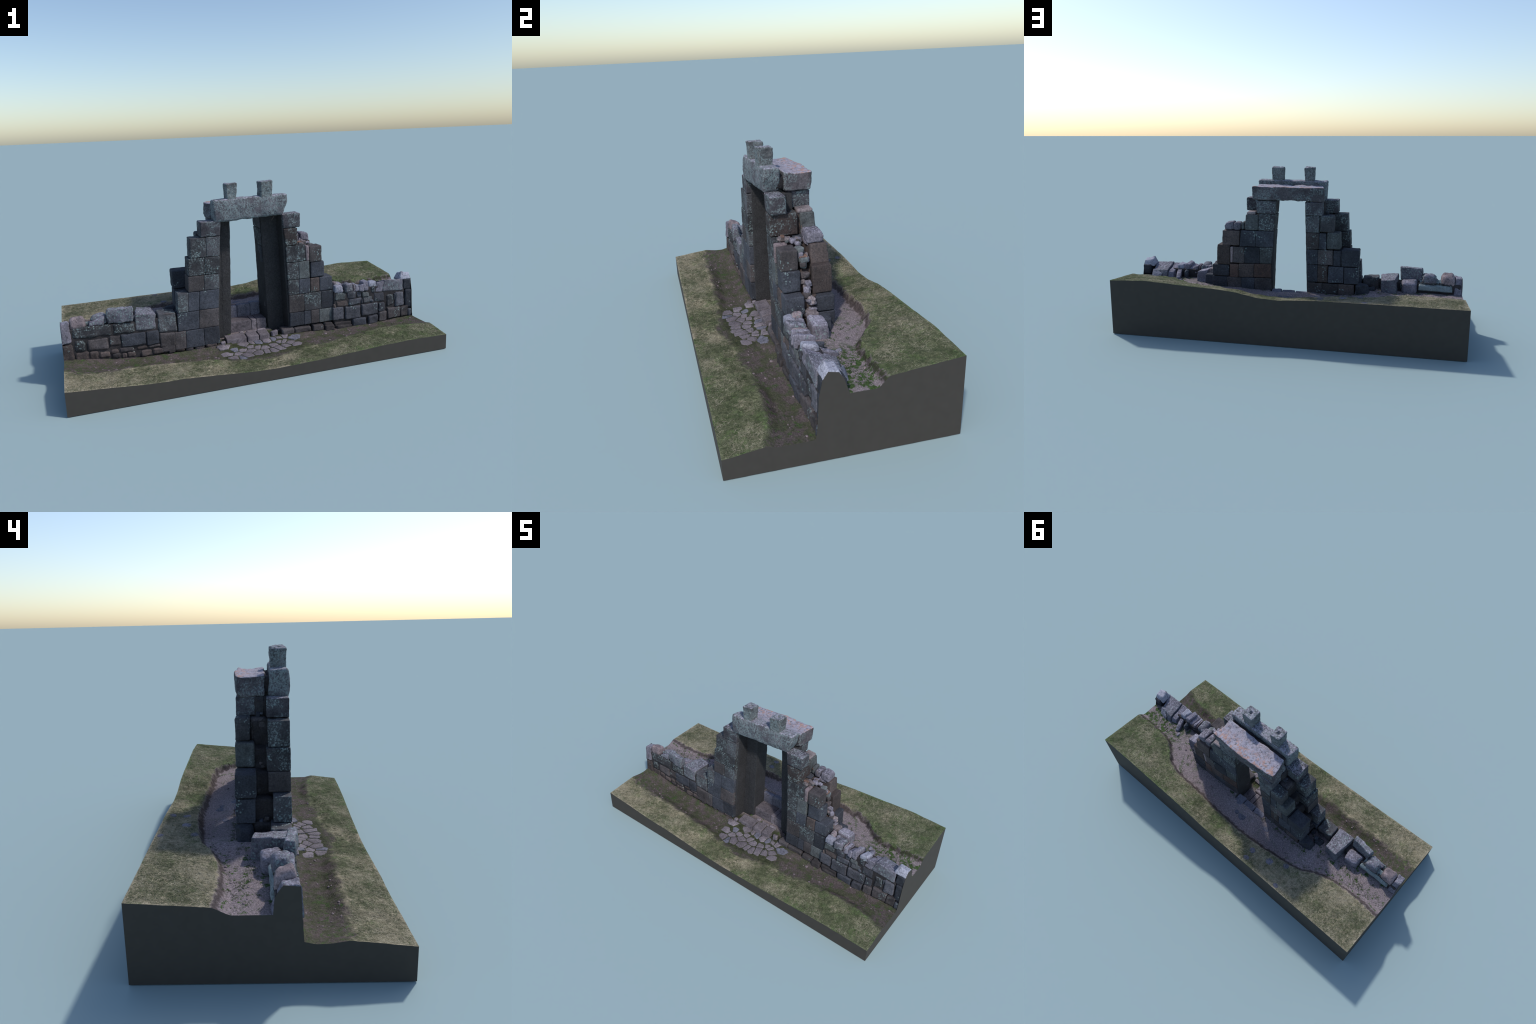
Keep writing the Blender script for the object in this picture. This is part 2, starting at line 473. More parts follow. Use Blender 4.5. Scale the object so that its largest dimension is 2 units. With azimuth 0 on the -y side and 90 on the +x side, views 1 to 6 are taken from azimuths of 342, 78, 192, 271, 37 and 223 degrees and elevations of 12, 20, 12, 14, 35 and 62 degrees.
def wall_block(name, x0, x1, z0, z1, yf, yb, mat, lean0=0., lean1=0., slope=0., batter=0., **kw):
    """Block in a wall running along x. yf: outer face, yb: inner face.
    lean: how far the sides move in x from bottom to top; batter: face set-back at the top."""
    s = slope
    f = yf if callable(yf) else (lambda x, z: yf)
    b = [(x0, f(x0, z0), z0 - s), (x1, f(x1, z0), z0 + s), (x1, yb, z0 + s), (x0, yb, z0 - s)]
    t = [(x0 + lean0, f(x0, z1) + batter, z1 - s), (x1 + lean1, f(x1, z1) + batter, z1 + s), (x1 + lean1, yb, z1 + s), (x0 + lean0, yb, z1 - s)]
    if yb < b[0][1]:
        b = [b[3], b[2], b[1], b[0]]
        t = [t[3], t[2], t[1], t[0]]
    return stone(name, b, t, mat, **kw)


MIX_S = [M_BLUE, M_VIOLET, M_VIOLET, M_BLUE, M_BROWN]
MIX_N = [M_BLUE, M_VIOLET, M_BROWN, M_BLUE, M_VIOLET]
G = .0005   # half a joint


def course(z0, z1, joints, yf, yb, mats, name="ashlar_block", lean=None, inset=.0, **kw):
    """A row of fitted blocks between the given joints."""
    lean = lean or [0.] * len(joints)
    for i in range(len(joints) - 1):
        m = mats[i % len(mats)] if isinstance(mats, list) else mats
        o = random.uniform(-.0012, .0012)
        wall_block(name, joints[i] + G, joints[i + 1] - G, z0 + G, z1 - G,
                   (lambda x, z, o=o: yf(x, z) + o) if callable(yf) else yf + o, yb, m,
                   lean0=lean[i], lean1=lean[i + 1], **({"r": .0032, "amp": .0011} | kw))


# ---- west pier, south face (left of the door seen from the front); last joint is the door edge
YS = -.091
course(.690, .769, [-.268, -.163], YS, .0, [M_LICHF], lean=[.003, .008], r=.005)
course(.584, .688, [-.329, -.243, -.171], YS, -.004, [M_LICH, M_LICH], lean=[.004, .003, .008], r=.0035)
course(.490, .583, [-.345, -.256, -.176], YS, .002, [M_LICH, M_LICH], lean=[.004, .003, .005], r=.0035)
course(.406, .489, [-.351, -.266, -.183], YS, -.002, [M_VIOLET, M_LICH], lean=[.003, .003, .007])
course(.301, .405, [-.414, -.357, -.298, -.192], YS, -.02, [M_LICH, M_BLUE, M_BLUE], lean=[.004, .006, .008, .009])
course(.199, .300, [-.418, -.305, -.196], YS, -.01, [M_BLUE, M_VIOLET], lean=[0, .006, .004])
course(.100, .198, [-.512, -.440, -.381, -.281, -.193], YS, .0, [M_VIOLET, M_VIOLET, M_BLUE, M_BLUE], lean=[.006, .002, .004, 0, -.003])
# ---- east pier, south face; first joint is the door edge
YE = -.078
wall_block("ashlar_block", .196, .297, .693, .773, YE - .001, -.006, M_LICHF, lean0=-.008, lean1=.001, r=.008)
course(.594, .691, [.207, .279], YE, .046, [M_BROWNL], lean=[-.010, 0], r=.005)
course(.500, .592, [.209, .3235], YE, -.004, [M_LICH], lean=[-.002, .001])
wall_block("ashlar_block", .328, .346, .498, .584, YE, -.02, M_PINK, lean0=-.003)
wall_block("ashlar_block", .349, .426, .486, .576, YE + .004, .002, M_VIOLET, r=.007)
course(.399, .498, [.214, .283, .3465], YE, -.002, [M_LICH, M_GREY], lean=[-.005, 0, 0])
wall_block("ashlar_block", .356, .442, .397, .486, YE + .006, .006, M_BLUE, lean1=-.004, r=.006)
course(.311, .397, [.216, .279, .348], YE, 0, [M_LICH, M_BLUE], lean=[-.003, .002, .001])
course(.311, .393, [.349, .4085, .492], YE + .003, .008, [M_BROWN, M_BLUE], lean=[.002, .001, -.004], r=.006)
course(.208, .310, [.217, .311, .416, .494], YE, 0, [M_VIOLET, M_LICH, M_BLUE], lean=[.001, .001, 0, -.004])
course(.127, .207, [.2185, .306, .349, .4005, .485], YE - .002, 0, [M_BLUE, M_BLUE, M_VIOLET, M_GREY], lean=[.003, .001, 0, .001, 0])
# projecting footing stones
for x0, x1, z0, z1, y in [(.170, .240, .088, .117, -.090), (.243, .347, .086, .118, -.088), (.354, .424, .082, .118, -.098),
                          (.428, .482, .08, .122, -.092)]:
    wall_block("footing_stone", x0, x1, z0, z1, y, -.02, M_VIOLET, r=.008, amp=.003, jit=.003)

# ---- north face of both piers
YN = .125


def YNE(x, z):
    """North face of the east pier: bulges out away from the door, leans back near the top."""
    return .125 + .018 * min(1, max(0, (x - .12) / .16)) * min(1, max(0, (.635 - z) / .12))


course(.693, .768, [.088, .200], YNE, .020, [M_LICHF], lean=[-.006, .004])
course(.592, .690, [.096, .190], YNE, .020, [M_LICH], lean=[-.008, -.001])
wall_block("ashlar_block", .192, .274, .593, .686, YNE, .06, M_GREY, lean1=-.006, r=.008)
wall_block("rubble_stone", .205, .262, .680, .702, .118, .05, M_RUB, r=.009, jit=.004)
course(.494, .590, [.101, .207, .304], YNE, .020, [M_BLUE, M_BLUE], lean=[-.006, 0, -.006])
wall_block("ashlar_block", .306, .411, .500, .587, YNE, .06, M_BROWN, lean0=-.002)
course(.393, .492, [.112, .183, .276, .3465], YNE, .020, [M_GREY, M_BLUE, M_VIOLET], lean=[-.009, 0, -.001, -.005])
wall_block("ashlar_block", .348, .363, .394, .490, YNE, .06, M_PINK, lean0=-.004, lean1=-.003)
wall_block("ashlar_block", .366, .448, .380, .502, YNE, .056, M_BROWN, lean1=-.006, lean0=-.003, r=.006)
course(.307, .391, [.114, .221, .311], YNE, .020, [M_RED, M_BROWN], lean=[-.001, -.006, -.001])
course(.305, .386, [.312, .368], YNE, .05, [M_RED], lean=[-.001, -.002])
course(.308, .379, [.370, .476], YNE, .06, [M_BLUE], r=.006)
course(.232, .305, [.109, .214, .297, .385, .477], YNE, .03, [M_VIOLET, M_BLUE, M_VIOLET, M_BLUE], lean=[.004, 0, 0, 0, -.001])
wall_block("ashlar_block", .478, .540, .235, .304, .108, .05, M_BLUE, lean1=-.005, r=.006)
# small stones along the broken top
wall_block("rubble_stone", .347, .404, .588, .636, .121, .05, M_BOULD, lean1=-.006, r=.012, jit=.003, slope=-.002)
stone("rubble_stone", [(.330, .045, .578), (.385, .058, .567), (.40, .122, .592), (.340, .112, .592)],
      [(.340, .046, .604), (.372, .060, .600), (.402, .124, .619), (.350, .114, .638)], M_BOULD, r=.009, amp=.003)
wall_block("rubble_stone", .303, .342, .588, .638, .118, .05, M_BOULD, r=.014, jit=.004)
wall_block("rubble_stone", .277, .301, .592, .640, .120, .06, M_GREY, r=.010, jit=.003)

course(.690, .766, [-.189, -.092], YN - .001, .020, [M_LICHF], lean=[.001, .004])
course(.590, .688, [-.175, -.096], YN, .020, [M_LICH], lean=[.001, .003])
wall_block("ashlar_block", -.259, -.177, .594, .692, YN + .003, .066, M_LICH, r=.010, lean0=-.002)
course(.493, .589, [-.216, -.171, -.099], YN, .020, [M_BLUE, M_VIOLET], lean=[0, -.002, .004])
wall_block("ashlar_block", -.299, -.218, .496, .595, YN + .003, .05, M_GREY, lean0=.005, lean1=-.001, r=.008)
course(.402, .491, [-.255, -.167, -.102], YN, .020, [M_VIOLET, M_BLUE], lean=[.001, 0, .003])
course(.398, .490, [-.302, -.257], YN, .05, [M_BLUE])
wall_block("ashlar_block", -.406, -.304, .397, .497, YN + .003, .045, M_BLUE, lean0=-.002, r=.008)
course(.296, .400, [-.225, -.166, -.106], YN, .020, [M_BROWN, M_BLUE], lean=[-.001, 0, .004])
course(.296, .395, [-.320, -.227], YN + .001, .05, [M_BLUE], lean=[.001, -.002])
course(.295, .394, [-.405, -.322], YN + .002, .05, [M_BLUE], lean=[.002, .001])
course(.229, .291, [-.382, -.290, -.194, -.107], YN + .002, .03, [M_BROWN, M_VIOLET, M_VIOLET])
stone("ashlar_block", [(-.480, .06, .23), (-.384, .05, .23), (-.384, YN + .004, .23), (-.474, YN + .002, .23)],
      [(-.455, .08, .288), (-.388, .06, .296), (-.392, YN + .008, .292), (-.458, YN - .02, .287)], M_BLUE, r=.010, amp=.003)

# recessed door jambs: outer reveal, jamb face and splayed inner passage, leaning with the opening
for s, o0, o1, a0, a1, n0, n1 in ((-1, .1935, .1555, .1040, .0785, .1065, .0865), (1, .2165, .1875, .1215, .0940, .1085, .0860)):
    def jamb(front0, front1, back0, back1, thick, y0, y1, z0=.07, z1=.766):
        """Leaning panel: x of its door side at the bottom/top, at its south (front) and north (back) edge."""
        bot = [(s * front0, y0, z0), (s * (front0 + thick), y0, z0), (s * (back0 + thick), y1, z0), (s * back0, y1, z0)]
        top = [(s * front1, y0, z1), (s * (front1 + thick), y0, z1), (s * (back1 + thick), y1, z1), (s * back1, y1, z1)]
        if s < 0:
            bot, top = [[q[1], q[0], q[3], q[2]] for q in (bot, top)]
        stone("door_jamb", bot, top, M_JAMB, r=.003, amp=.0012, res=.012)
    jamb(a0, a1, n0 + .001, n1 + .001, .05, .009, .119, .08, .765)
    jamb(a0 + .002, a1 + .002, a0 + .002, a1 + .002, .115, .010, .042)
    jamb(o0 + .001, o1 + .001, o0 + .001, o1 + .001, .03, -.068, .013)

# rear skin behind stones that step back (inner leaf between the two faces)
wall_block("ashlar_block", -.245, -.185, .592, .688, .0, .066, M_VIOLET, r=.012)

# ---- lintels and the two posts
def blunt(P, L):
    """Worn, rounded lower corner at the east end; face slightly bellied."""
    u = P / L
    P = P.copy()
    P[:, 0] -= .022 * np.clip(u[:, 0] * 3 - 2, 0, 1) * np.clip(1 - u[:, 2] * 1.6, 0, 1) ** 1.5
    P[:, 1] -= .008 * np.sin(np.clip(u[:, 2], 0, 1) * math.pi) * (1 - np.clip(u[:, 1], 0, 1)) ** 2
    return P


stone("front_lintel", [(-.189, -.093, .757), (.214, -.080, .770), (.214, -.010, .772), (-.186, -.008, .765)],
      [(-.198, -.092, .877), (.226, -.079, .884), (.224, -.010, .880), (-.192, -.016, .876)],
      M_LINTEL, r=.012, amp=.0028, seed=3, res=.008, shape=blunt)


def wavy(P, L):
    """Slightly dished top of the rear lintel, with an eroded east end."""
    u = np.clip(P / L, 0, 1)
    P = P.copy()
    P[:, 2] -= .006 * np.sin(u[:, 1] * math.pi) * u[:, 2] ** 2
    P[:, 0] -= .009 * np.sin(u[:, 1] * math.pi) * u[:, 0] ** 6 * u[:, 2]
    P[:, 2] += .006 * np.sin(np.clip(u[:, 0] * 1.25, 0, 1) * math.pi) * (1 - u[:, 2]) ** 2
    P[:, 1] += .012 * np.sin(u[:, 0] * math.pi) * u[:, 1] ** 2
    return P


stone("rear_lintel", [(-.190, .006, .768), (.222, .008, .774), (.226, .124, .774), (-.194, .119, .764)],
      [(-.176, .003, .853), (.214, .008, .858), (.229, .130, .854), (-.201, .119, .852)],
      M_REAR, r=.008, amp=.0035, seed=11, res=.007, shape=wavy)


def socket(P, L):
    """Small square socket cut into the top of a post, and a waist below the head."""
    P = P.copy()
    u = P / L - .5
    rad = np.maximum(np.abs(u[:, 0]) * L[0], np.abs(u[:, 1]) * L[1])
    P[:, 2] -= .013 * np.clip((.0085 - rad) / .0025, 0, 1) * (u[:, 2] > .4)
    waist = 1 - .02 * np.sin(np.clip(P[:, 2] / L[2], 0, 1) * math.pi)
    P[:, :2] = (P[:, :2] - L[:2] / 2) * waist[:, None] + L[:2] / 2
    return P


for xc, wt, wb, ms in ((-.0875, .0305, .0270, 5), (.106, .0350, .0345, 8)):
    stone("lintel_post", [(xc - wb, -.086, .868), (xc + wb, -.084, .868), (xc + wb, -.019, .868), (xc - wb, -.021, .868)],
          [(xc - wt, -.091, .957), (xc + wt, -.087, .960), (xc + wt, -.015, .957), (xc - wt, -.019, .955)],
          M_POST, r=.007, amp=.0024, seed=ms, res=.0028, shape=socket)

# ---- door sill, steps and stones by the steps
for x0, x1, y1, z in ((.047, .106, .188, .237), (-.033, .045, .178, .2345), (-.113, -.035, .176, .230)):
    stone("threshold_slab", [(x0, .117, .12), (x1, .117, .12), (x1, y1, .19), (x0, y1, .19)],
          [(x0, .114, z + .004), (x1, .114, z + .004), (x1, y1, z - .006), (x0, y1 - .004, z - .006)], M_SLATE, r=.006, amp=.0022)
for x0, x1 in ((-.106, .021), (.023, .053), (.055, .112)):
    stone("step_stone", [(x0, .022, .09), (x1, .022, .09), (x1, .127, .09), (x0, .127, .09)],
          [(x0, .024, .168), (x1, .024, .166), (x1, .127, .164), (x0, .127, .165)], M_PAVE, r=.003, amp=.001)
for x0, x1, y1 in ((-.157, -.0395, -.018), (-.0375, .031, -.022), (.033, .095, -.018)):
    stone("step_stone", [(x0, -.088, .05), (x1, -.085, .05), (x1, y1, .06), (x0, y1, .06)],
          [(x0 + .002, -.086, .107), (x1 - .002, -.083, .109), (x1 - .003, y1, .116), (x0 + .003, y1 - .004, .115)], M_PAVE, r=.003, amp=.0011)
for x, y, z, a in ((.128, -.062, .112, .02), (-.178, -.080, .10, .014), (-.205, -.103, .09, .016), (.07, -.006, .115, .026),
                   (.012, -.008, .115, .03), (-.05, -.006, .115, .014)):
    stone("step_stone", [(x - a, y - .012, z - .06), (x + a, y - .012, z - .06), (x + a, y + .012, z - .06), (x - a, y + .012, z - .06)],
          [(x - a, y - .01, z), (x + a, y - .012, z + .003), (x + a * .8, y + .012, z + .004), (x - a, y + .01, z)], M_PAVE, r=.007, amp=.003, jit=.003)

# ---- paving in front of the steps: cells around the stone centres, gaps filled with turf
PAVE = [(-.174, -.112), (-.172, -.165), (-.130, -.139), (-.085, -.146), (-.124, -.183), (-.152, -.232), (-.082, -.221),
        (-.064, -.108), (-.037, -.134), (-.004, -.145), (-.049, -.177), (-.023, -.212), (.012, -.106), (.071, -.104), (.027, -.159),
        (.030, -.217), (.090, -.150), (.104, -.106), (.064, -.220), (.108, -.206), (.145, -.196), (.176, -.098), (.218, -.120),
        (.180, -.168), (.208, -.198), (.156, -.148), (.131, -.132), (-.115, -.236), (-.022, -.108), (.140, -.100)]


PW = [random.uniform(-.0045, .0045) for _ in PAVE]


def cell(i, pts, rmax):
    """Convex cell of point i among pts, no larger than rmax."""
    px, py = pts[i]
    k = random.choice((5, 6, 6, 7))
    poly = []
    for a in np.linspace(0, 2 * math.pi, k + 1)[:-1] + random.random() * 6:
        rr = rmax * random.uniform(.82, 1.2)
        poly.append((px + 1.2 * rr * math.cos(a), py + .95 * rr * math.sin(a)))
    for j, (qx, qy) in enumerate(pts):
        if j == i:
            continue
        nx, ny = qx - px, qy - py
        l = math.hypot(nx, ny)
        lim = l / 2 - .0018 + (PW[i] - PW[j])
        out = []
        for k in range(len(poly)):
            a, b = poly[k], poly[(k + 1) % len(poly)]
            da = ((a[0] - px) * nx + (a[1] - py) * ny) / l - lim
            db = ((b[0] - px) * nx + (b[1] - py) * ny) / l - lim
            if da <= 0:
                out.append(a)
            if da * db < 0:
                t = da / (da - db)
                out.append((a[0] + t * (b[0] - a[0]), a[1] + t * (b[1] - a[1])))
        poly = out
    return poly


def flat_slab(name, poly, mat, rise=.004, depth=.02, seed=0.):
    """Flat stone with an irregular outline, rounded shoulder, set in the ground."""
    cx = sum(p[0] for p in poly) / len(poly)
    cy = sum(p[1] for p in poly) / len(poly)
    out = []
    for k in range(len(poly)):
        a, b = poly[k], poly[(k + 1) % len(poly)]
        m = max(1, int(math.hypot(b[0] - a[0], b[1] - a[1]) / .005))
        for s in range(m):
            t = s / m
            x, y = a[0] + t * (b[0] - a[0]), a[1] + t * (b[1] - a[1])
            w = .0012 * noise.noise(Vector((x * 90, y * 90, seed)))
            d = math.hypot(x - cx, y - cy) + 1e-6
            out.append((x + (x - cx) / d * w, y + (y - cy) / d * w))
    nn = len(out)
    V, F = [], []
    for sc, dz in ((1.0, -depth), (1.0, rise - .0022), (.97, rise - .0006), (.9, rise), (.5, rise + .0006)):
        for x, y in out:
            X, Y = cx + (x - cx) * sc, cy + (y - cy) * sc
            z = height_at(X, Y) * .5 + height_at(cx, cy) * .5
            V.append((X, Y, z + dz + .001 * noise.noise(Vector((X * 70, Y * 70, 3)))))
    for L in range(4):
        for i in range(nn):
            j = (i + 1) % nn
            F.append((L * nn + i, L * nn + j, (L + 1) * nn + j, (L + 1) * nn + i))
    V.append((cx, cy, height_at(cx, cy) + rise + .0006))
    for i in range(nn):
        F.append((4 * nn + i, 4 * nn + (i + 1) % nn, len(V) - 1))
    F.append(tuple(range(nn - 1, -1, -1)))
    return add_mesh(name, V, F, [mat])


for i in range(len(PAVE)):
    p = cell(i, PAVE, random.uniform(.030, .043))
    if len(p) > 2:
        flat_slab("paving_stone", p, [M_PAVE, M_PAVE, M_SLATE, M_PAVE, M_PAVE][i % 5] if i % 7 else M_PAVE, seed=i, rise=.001)
for x, y, a in ((-.216, .347, .020), (-.223, .405, .019), (-.343, .332, .026), (-.432, .289, .021), (-.464, .418, .016),
                (-.177, .184, .020), (-.006, .216, .026), (.04, .215, .017)):
    poly = [(x + a * 1.1 * math.cos(t) * random.uniform(.8, 1.15), y + a * .9 * math.sin(t) * random.uniform(.8, 1.15)) for t in np.linspace(0, 2 * math.pi, 8)[:-1]]
    flat_slab("stepping_stone", poly, M_SLATE, rise=.0015, seed=x * 9)

# ---- low wall west of the gate
WY = -.092
WEST = [  # x0, x1, z0, z1, slope, material, radius
    (-.946, -.759, .236, .293, -.002, M_LICH, .010), (-.747, -.643, .234, .286, -.003, M_LICH, .007),
    (-.944, -.889, .167, .229, -.003, M_LICH, .014), (-.881, -.779, .164, .225, 0, M_VIOLET, .010),
    (-.773, -.718, .175, .226, -.002, M_VIOLET, .008), (-.714, -.591, .160, .227, -.002, M_BLUE, .006),
    (-.587, -.521, .152, .225, 0, M_BLUE, .007), (-.516, -.437, .127, .203, -.002, M_VIOLET, .007),
    (-.520, -.424, .208, .309, -.003, M_LICH, .007)]
for x0, x1, z0, z1, s, m, r in WEST:
    wall_block("wall_block", x0, x1, z0, z1, WY + random.uniform(-.002, .003), -.01, m, slope=s, r=r, amp=.003, jit=.002, batter=.002)
for x0, x1, z0, z1 in [(-.877, -.829, .115, .160), (-.824, -.773, .118, .150), (-.77, -.733, .13, .155), (-.765, -.726, .105, .133),
                       (-.729, -.652, .128, .156), (-.720, -.692, .10, .127), (-.690, -.649, .10, .130), (-.643, -.584, .130, .150), (-.618, -.562, .095, .128),
                       (-.582, -.518, .130, .151), (-.557, -.504, .095, .128), (-.50, -.478, .09, .122), (-.475, -.439, .088, .119), (-.437, -.39, .085, .113), (-.94, -.88, .12, .165),
                       (-.387, -.34, .08, .106), (-.335, -.28, .08, .104), (-.275, -.215, .08, .106)]:
    wall_block("footing_stone", x0, x1, z0, z1, -.089 - random.uniform(0, .004), -.05, random.choice([M_BROWN, M_VIOLET, M_BROWN]), r=.010, amp=.003, jit=.003)
# capping blocks and boulders on it
stone("capping_block", [(-.640, -.088, .236), (-.534, -.088, .232), (-.536, .060, .230), (-.618, .070, .230)],
      [(-.635, -.088, .325), (-.529, -.088, .316), (-.532, .054, .309), (-.614, .064, .320)], M_BOULDL, r=.007, amp=.003, seed=21)
stone("capping_block", [(-.520, -.06, .23), (-.428, -.06, .23), (-.425, .0, .23), (-.520, .0, .23)],
      [(-.520, -.088, .311), (-.424, -.089, .306), (-.422, -.024, .287), (-.520, -.008, .306)], M_VIOLET, r=.008, amp=.003)
stone("capping_block", [(-.772, -.084, .290), (-.648, -.102, .292), (-.645, -.052, .290), (-.775, -.04, .288)],
      [(-.778, -.082, .366), (-.643, -.100, .372), (-.642, -.066, .372), (-.768, -.052, .366)], M_BOULDL, r=.008, amp=.004, seed=23)
stone("boulder", [(-.745, -.05, .225), (-.650, -.045, .225), (-.655, .036, .225), (-.735, .03, .225)],
      [(-.744, -.045, .312), (-.650, -.043, .310), (-.656, .034, .296), (-.732, .022, .292)], M_BOULD, r=.018, amp=.004, jit=.003)
stone("boulder", [(-.945, -.04, .225), (-.752, -.04, .23), (-.748, .004, .250), (-.942, .000, .245)],
      [(-.94, -.04, .312), (-.756, -.05, .306), (-.753, .004, .276), (-.940, -.004, .270)], M_TEAL, r=.007, amp=.003, seed=33)
stone("boulder", [(-.865, -.068, .286), (-.770, -.072, .286), (-.772, -.008, .288), (-.862, -.002, .288)],
      [(-.852, -.066, .334), (-.778, -.070, .352), (-.780, -.010, .345), (-.846, -.014, .334)], M_BOULDL, r=.016, amp=.005, jit=.004, seed=35)
stone("boulder", [(-.870, -.084, .288), (-.790, -.082, .288), (-.790, -.04, .29), (-.865, -.05, .29)],
      [(-.862, -.080, .305), (-.782, -.080, .336), (-.782, -.04, .338), (-.86, -.05, .312)], M_BOULD, r=.010, amp=.003, jit=.003)
stone("boulder", [(-.960, -.084, .280), (-.878, -.082, .284), (-.882, -.008, .276), (-.960, -.008, .272)],
      [(-.952, -.078, .350), (-.886, -.074, .354), (-.892, -.014, .338), (-.954, -.012, .328)], M_PINK, r=.020, amp=.004, jit=.003, seed=37)
stone("boulder", [(-1.01, -.098, .215), (-.952, -.094, .225), (-.952, .006, .225), (-1.01, .002, .22)],
      [(-1.01, -.090, .319), (-.958, -.084, .330), (-.962, -.032, .322), (-1.01, -.036, .319)], M_BOULD, r=.008, amp=.003, seed=38)
wall_block("wall_block", -1.01, -.95, .12, .214, -.094, -.01, M_BROWN, r=.01, amp=.004)
wall_block("boulder", -.500, -.455, .225, .262, .02, .06, M_BLUE, r=.012, jit=.004, amp=.004)

# ---- low wall east of the gate: rounded fieldstones
EAST = [
    (.496, .564, .244, .288, M_GREY), (.571, .632, .244, .284, M_FIELD), (.634, .668, .247, .284, M_BLUE), (.671, .718, .244, .275, M_GREY),
    (.730, .758, .261, .304, M_FIELD), (.748, .822, .203, .259, M_FIELD), (.834, .881, .172, .238, M_LICH), (.890, .952, .160, .247, M_FIELD),
    (.959, 1.01, .142, .255, M_BLUE),
    (.507, .579, .206, .239, M_BROWN), (.584, .663, .207, .244, M_FIELD), (.676, .739, .209, .246, M_LICH), (.478, .550, .128, .206, M_FIELD),
    (.558, .661, .125, .199, M_FIELD), (.666, .775, .130, .201, M_FIELD), (.779, .822, .141, .196, M_FIELD),
    (.832, .922, .095, .158, M_VIOLET), (.923, .972, .097, .157, M_VIOLET), (.974, 1.01, .092, .138, M_BLUE), (.776, .829, .085, .139, M_VIOLET),
    (.707, .770, .078, .127, M_FIELD), (.605, .697, .074, .123, M_BLUE), (.491, .599, .074, .117, M_VIOLET),
    (.724, .747, .206, .222, M_BLUE), (.882, .892, .20, .24, M_BLUE), (.488, .503, .20, .225, M_BROWN), (.663, .676, .208, .242, M_BLUE)]
for x0, x1, z0, z1, m in EAST:
    zf = (z0 + z1) / 2
    y = -.090 - .013 * min(1, max(0, (.24 - zf) / .11)) * min(1, (x0 - .4) / .2) - random.uniform(0, .003)
    wall_block("fieldstone", x0 + .001, x1 - .001, z0, z1, y, -.02, m, r=random.uniform(.006, .009), amp=.003, jit=.003, batter=.001)
wall_block("footing_stone", .425, .485, .075, .11, -.108, -.05, M_VIOLET, r=.008, amp=.003)
wall_block("footing_stone", .50, .60, .07, .096, -.104, -.05, M_VIOLET, r=.008, amp=.003, slope=-.002)


def cap_stone(x0, x1, z0, z1, y0, y1, mat, tilt=0., **kw):
    """Loose stone on a wall top; tilt lifts the south edge relative to the north edge."""
    kw = {"r": .013, "amp": .004, "jit": .004} | kw
    z1 += .002
    return stone("rubble_stone", [(x0, y0, z0), (x1, y0, z0), (x1, y1, z0 - tilt), (x0, y1, z0 - tilt)],
                 [(x0 + .004, y0, z1), (x1 - .004, y0, z1), (x1 - .006, y1, z1 - tilt), (x0 + .006, y1, z1 - tilt)], mat, **kw)


cap_stone(.490, .556, .286, .332, -.092, -.050, M_PALE, 0, seed=41)
cap_stone(.500, .540, .298, .340, -.062, -.016, M_PINK, 0)
cap_stone(.536, .566, .295, .330, -.050, -.012, M_BOULD, 0)
cap_stone(.556, .613, .286, .338, -.096, -.016, M_BOULDL, .012, seed=42)
cap_stone(.612, .628, .285, .326, -.088, -.02, M_PINK, .006, r=.006)
cap_stone(.626, .652, .284, .328, -.092, -.016, M_BOULD, .012, r=.006)
cap_stone(.470, .530, .285, .331, .01, .060, M_RUB, 0, r=.009)
# striped split slab
for x0, x1, z, t in ((.650, .676, .322, .024), (.676, .706, .340, .016)):
    stone("rubble_stone", [(x0, -.098, .284), (x1, -.100, .284), (x1 + .010, -.018, .270), (x0 + .012, -.020, .264)],
          [(x0, -.090, z - .004), (x1, -.098, z + .006), (x1 + .012, -.018, z - t + .008), (x0 + .012, -.022, z - t)], M_BOULD, r=.006, amp=.003, jit=.001)
stone("rubble_stone", [(.718, -.080, .290), (.770, -.084, .296), (.770, -.016, .292), (.722, -.02, .288)],
      [(.720, -.080, .322), (.764, -.086, .334), (.776, -.022, .322), (.738, -.022, .322)], M_PALE, r=.010, amp=.003, seed=45)
stone("rubble_stone", [(.722, .064, .235), (.750, .064, .240), (.770, -.006, .245), (.738, -.012, .245)],
      [(.726, .060, .258), (.744, .062, .262), (.770, -.012, .300), (.732, -.018, .300)], M_BOULD, r=.008, amp=.003, seed=46)
cap_stone(.700, .728, .235, .252, .058, .085, M_BOULD, 0)
cap_stone(.690, .715, .240, .290, -.02, .02, M_BLUE, 0)
# long saddle block and its stepped end
stone("wall_block", [(.806, -.088, .262), (.944, -.092, .256), (.93, .040, .235), (.825, .050, .235)],
      [(.820, -.086, .331), (.945, -.088, .327), (.918, .014, .290), (.820, .026, .297)], M_BOULDL, r=.006, amp=.003, seed=51)
stone("wall_block", [(.758, -.088, .264), (.806, -.088, .262), (.820, .044, .236), (.782, .03, .236)],
      [(.766, -.086, .324), (.822, -.086, .320), (.818, .022, .284), (.784, .014, .284)], M_BOULD, r=.006, amp=.003)
stone("rubble_stone", [(.90, .02, .23), (.945, .01, .23), (.93, .045, .235), (.86, .056, .235)],
      [(.90, .008, .296), (.93, .004, .30), (.92, .03, .264), (.85, .04, .278)], M_PALE, r=.008, amp=.003)
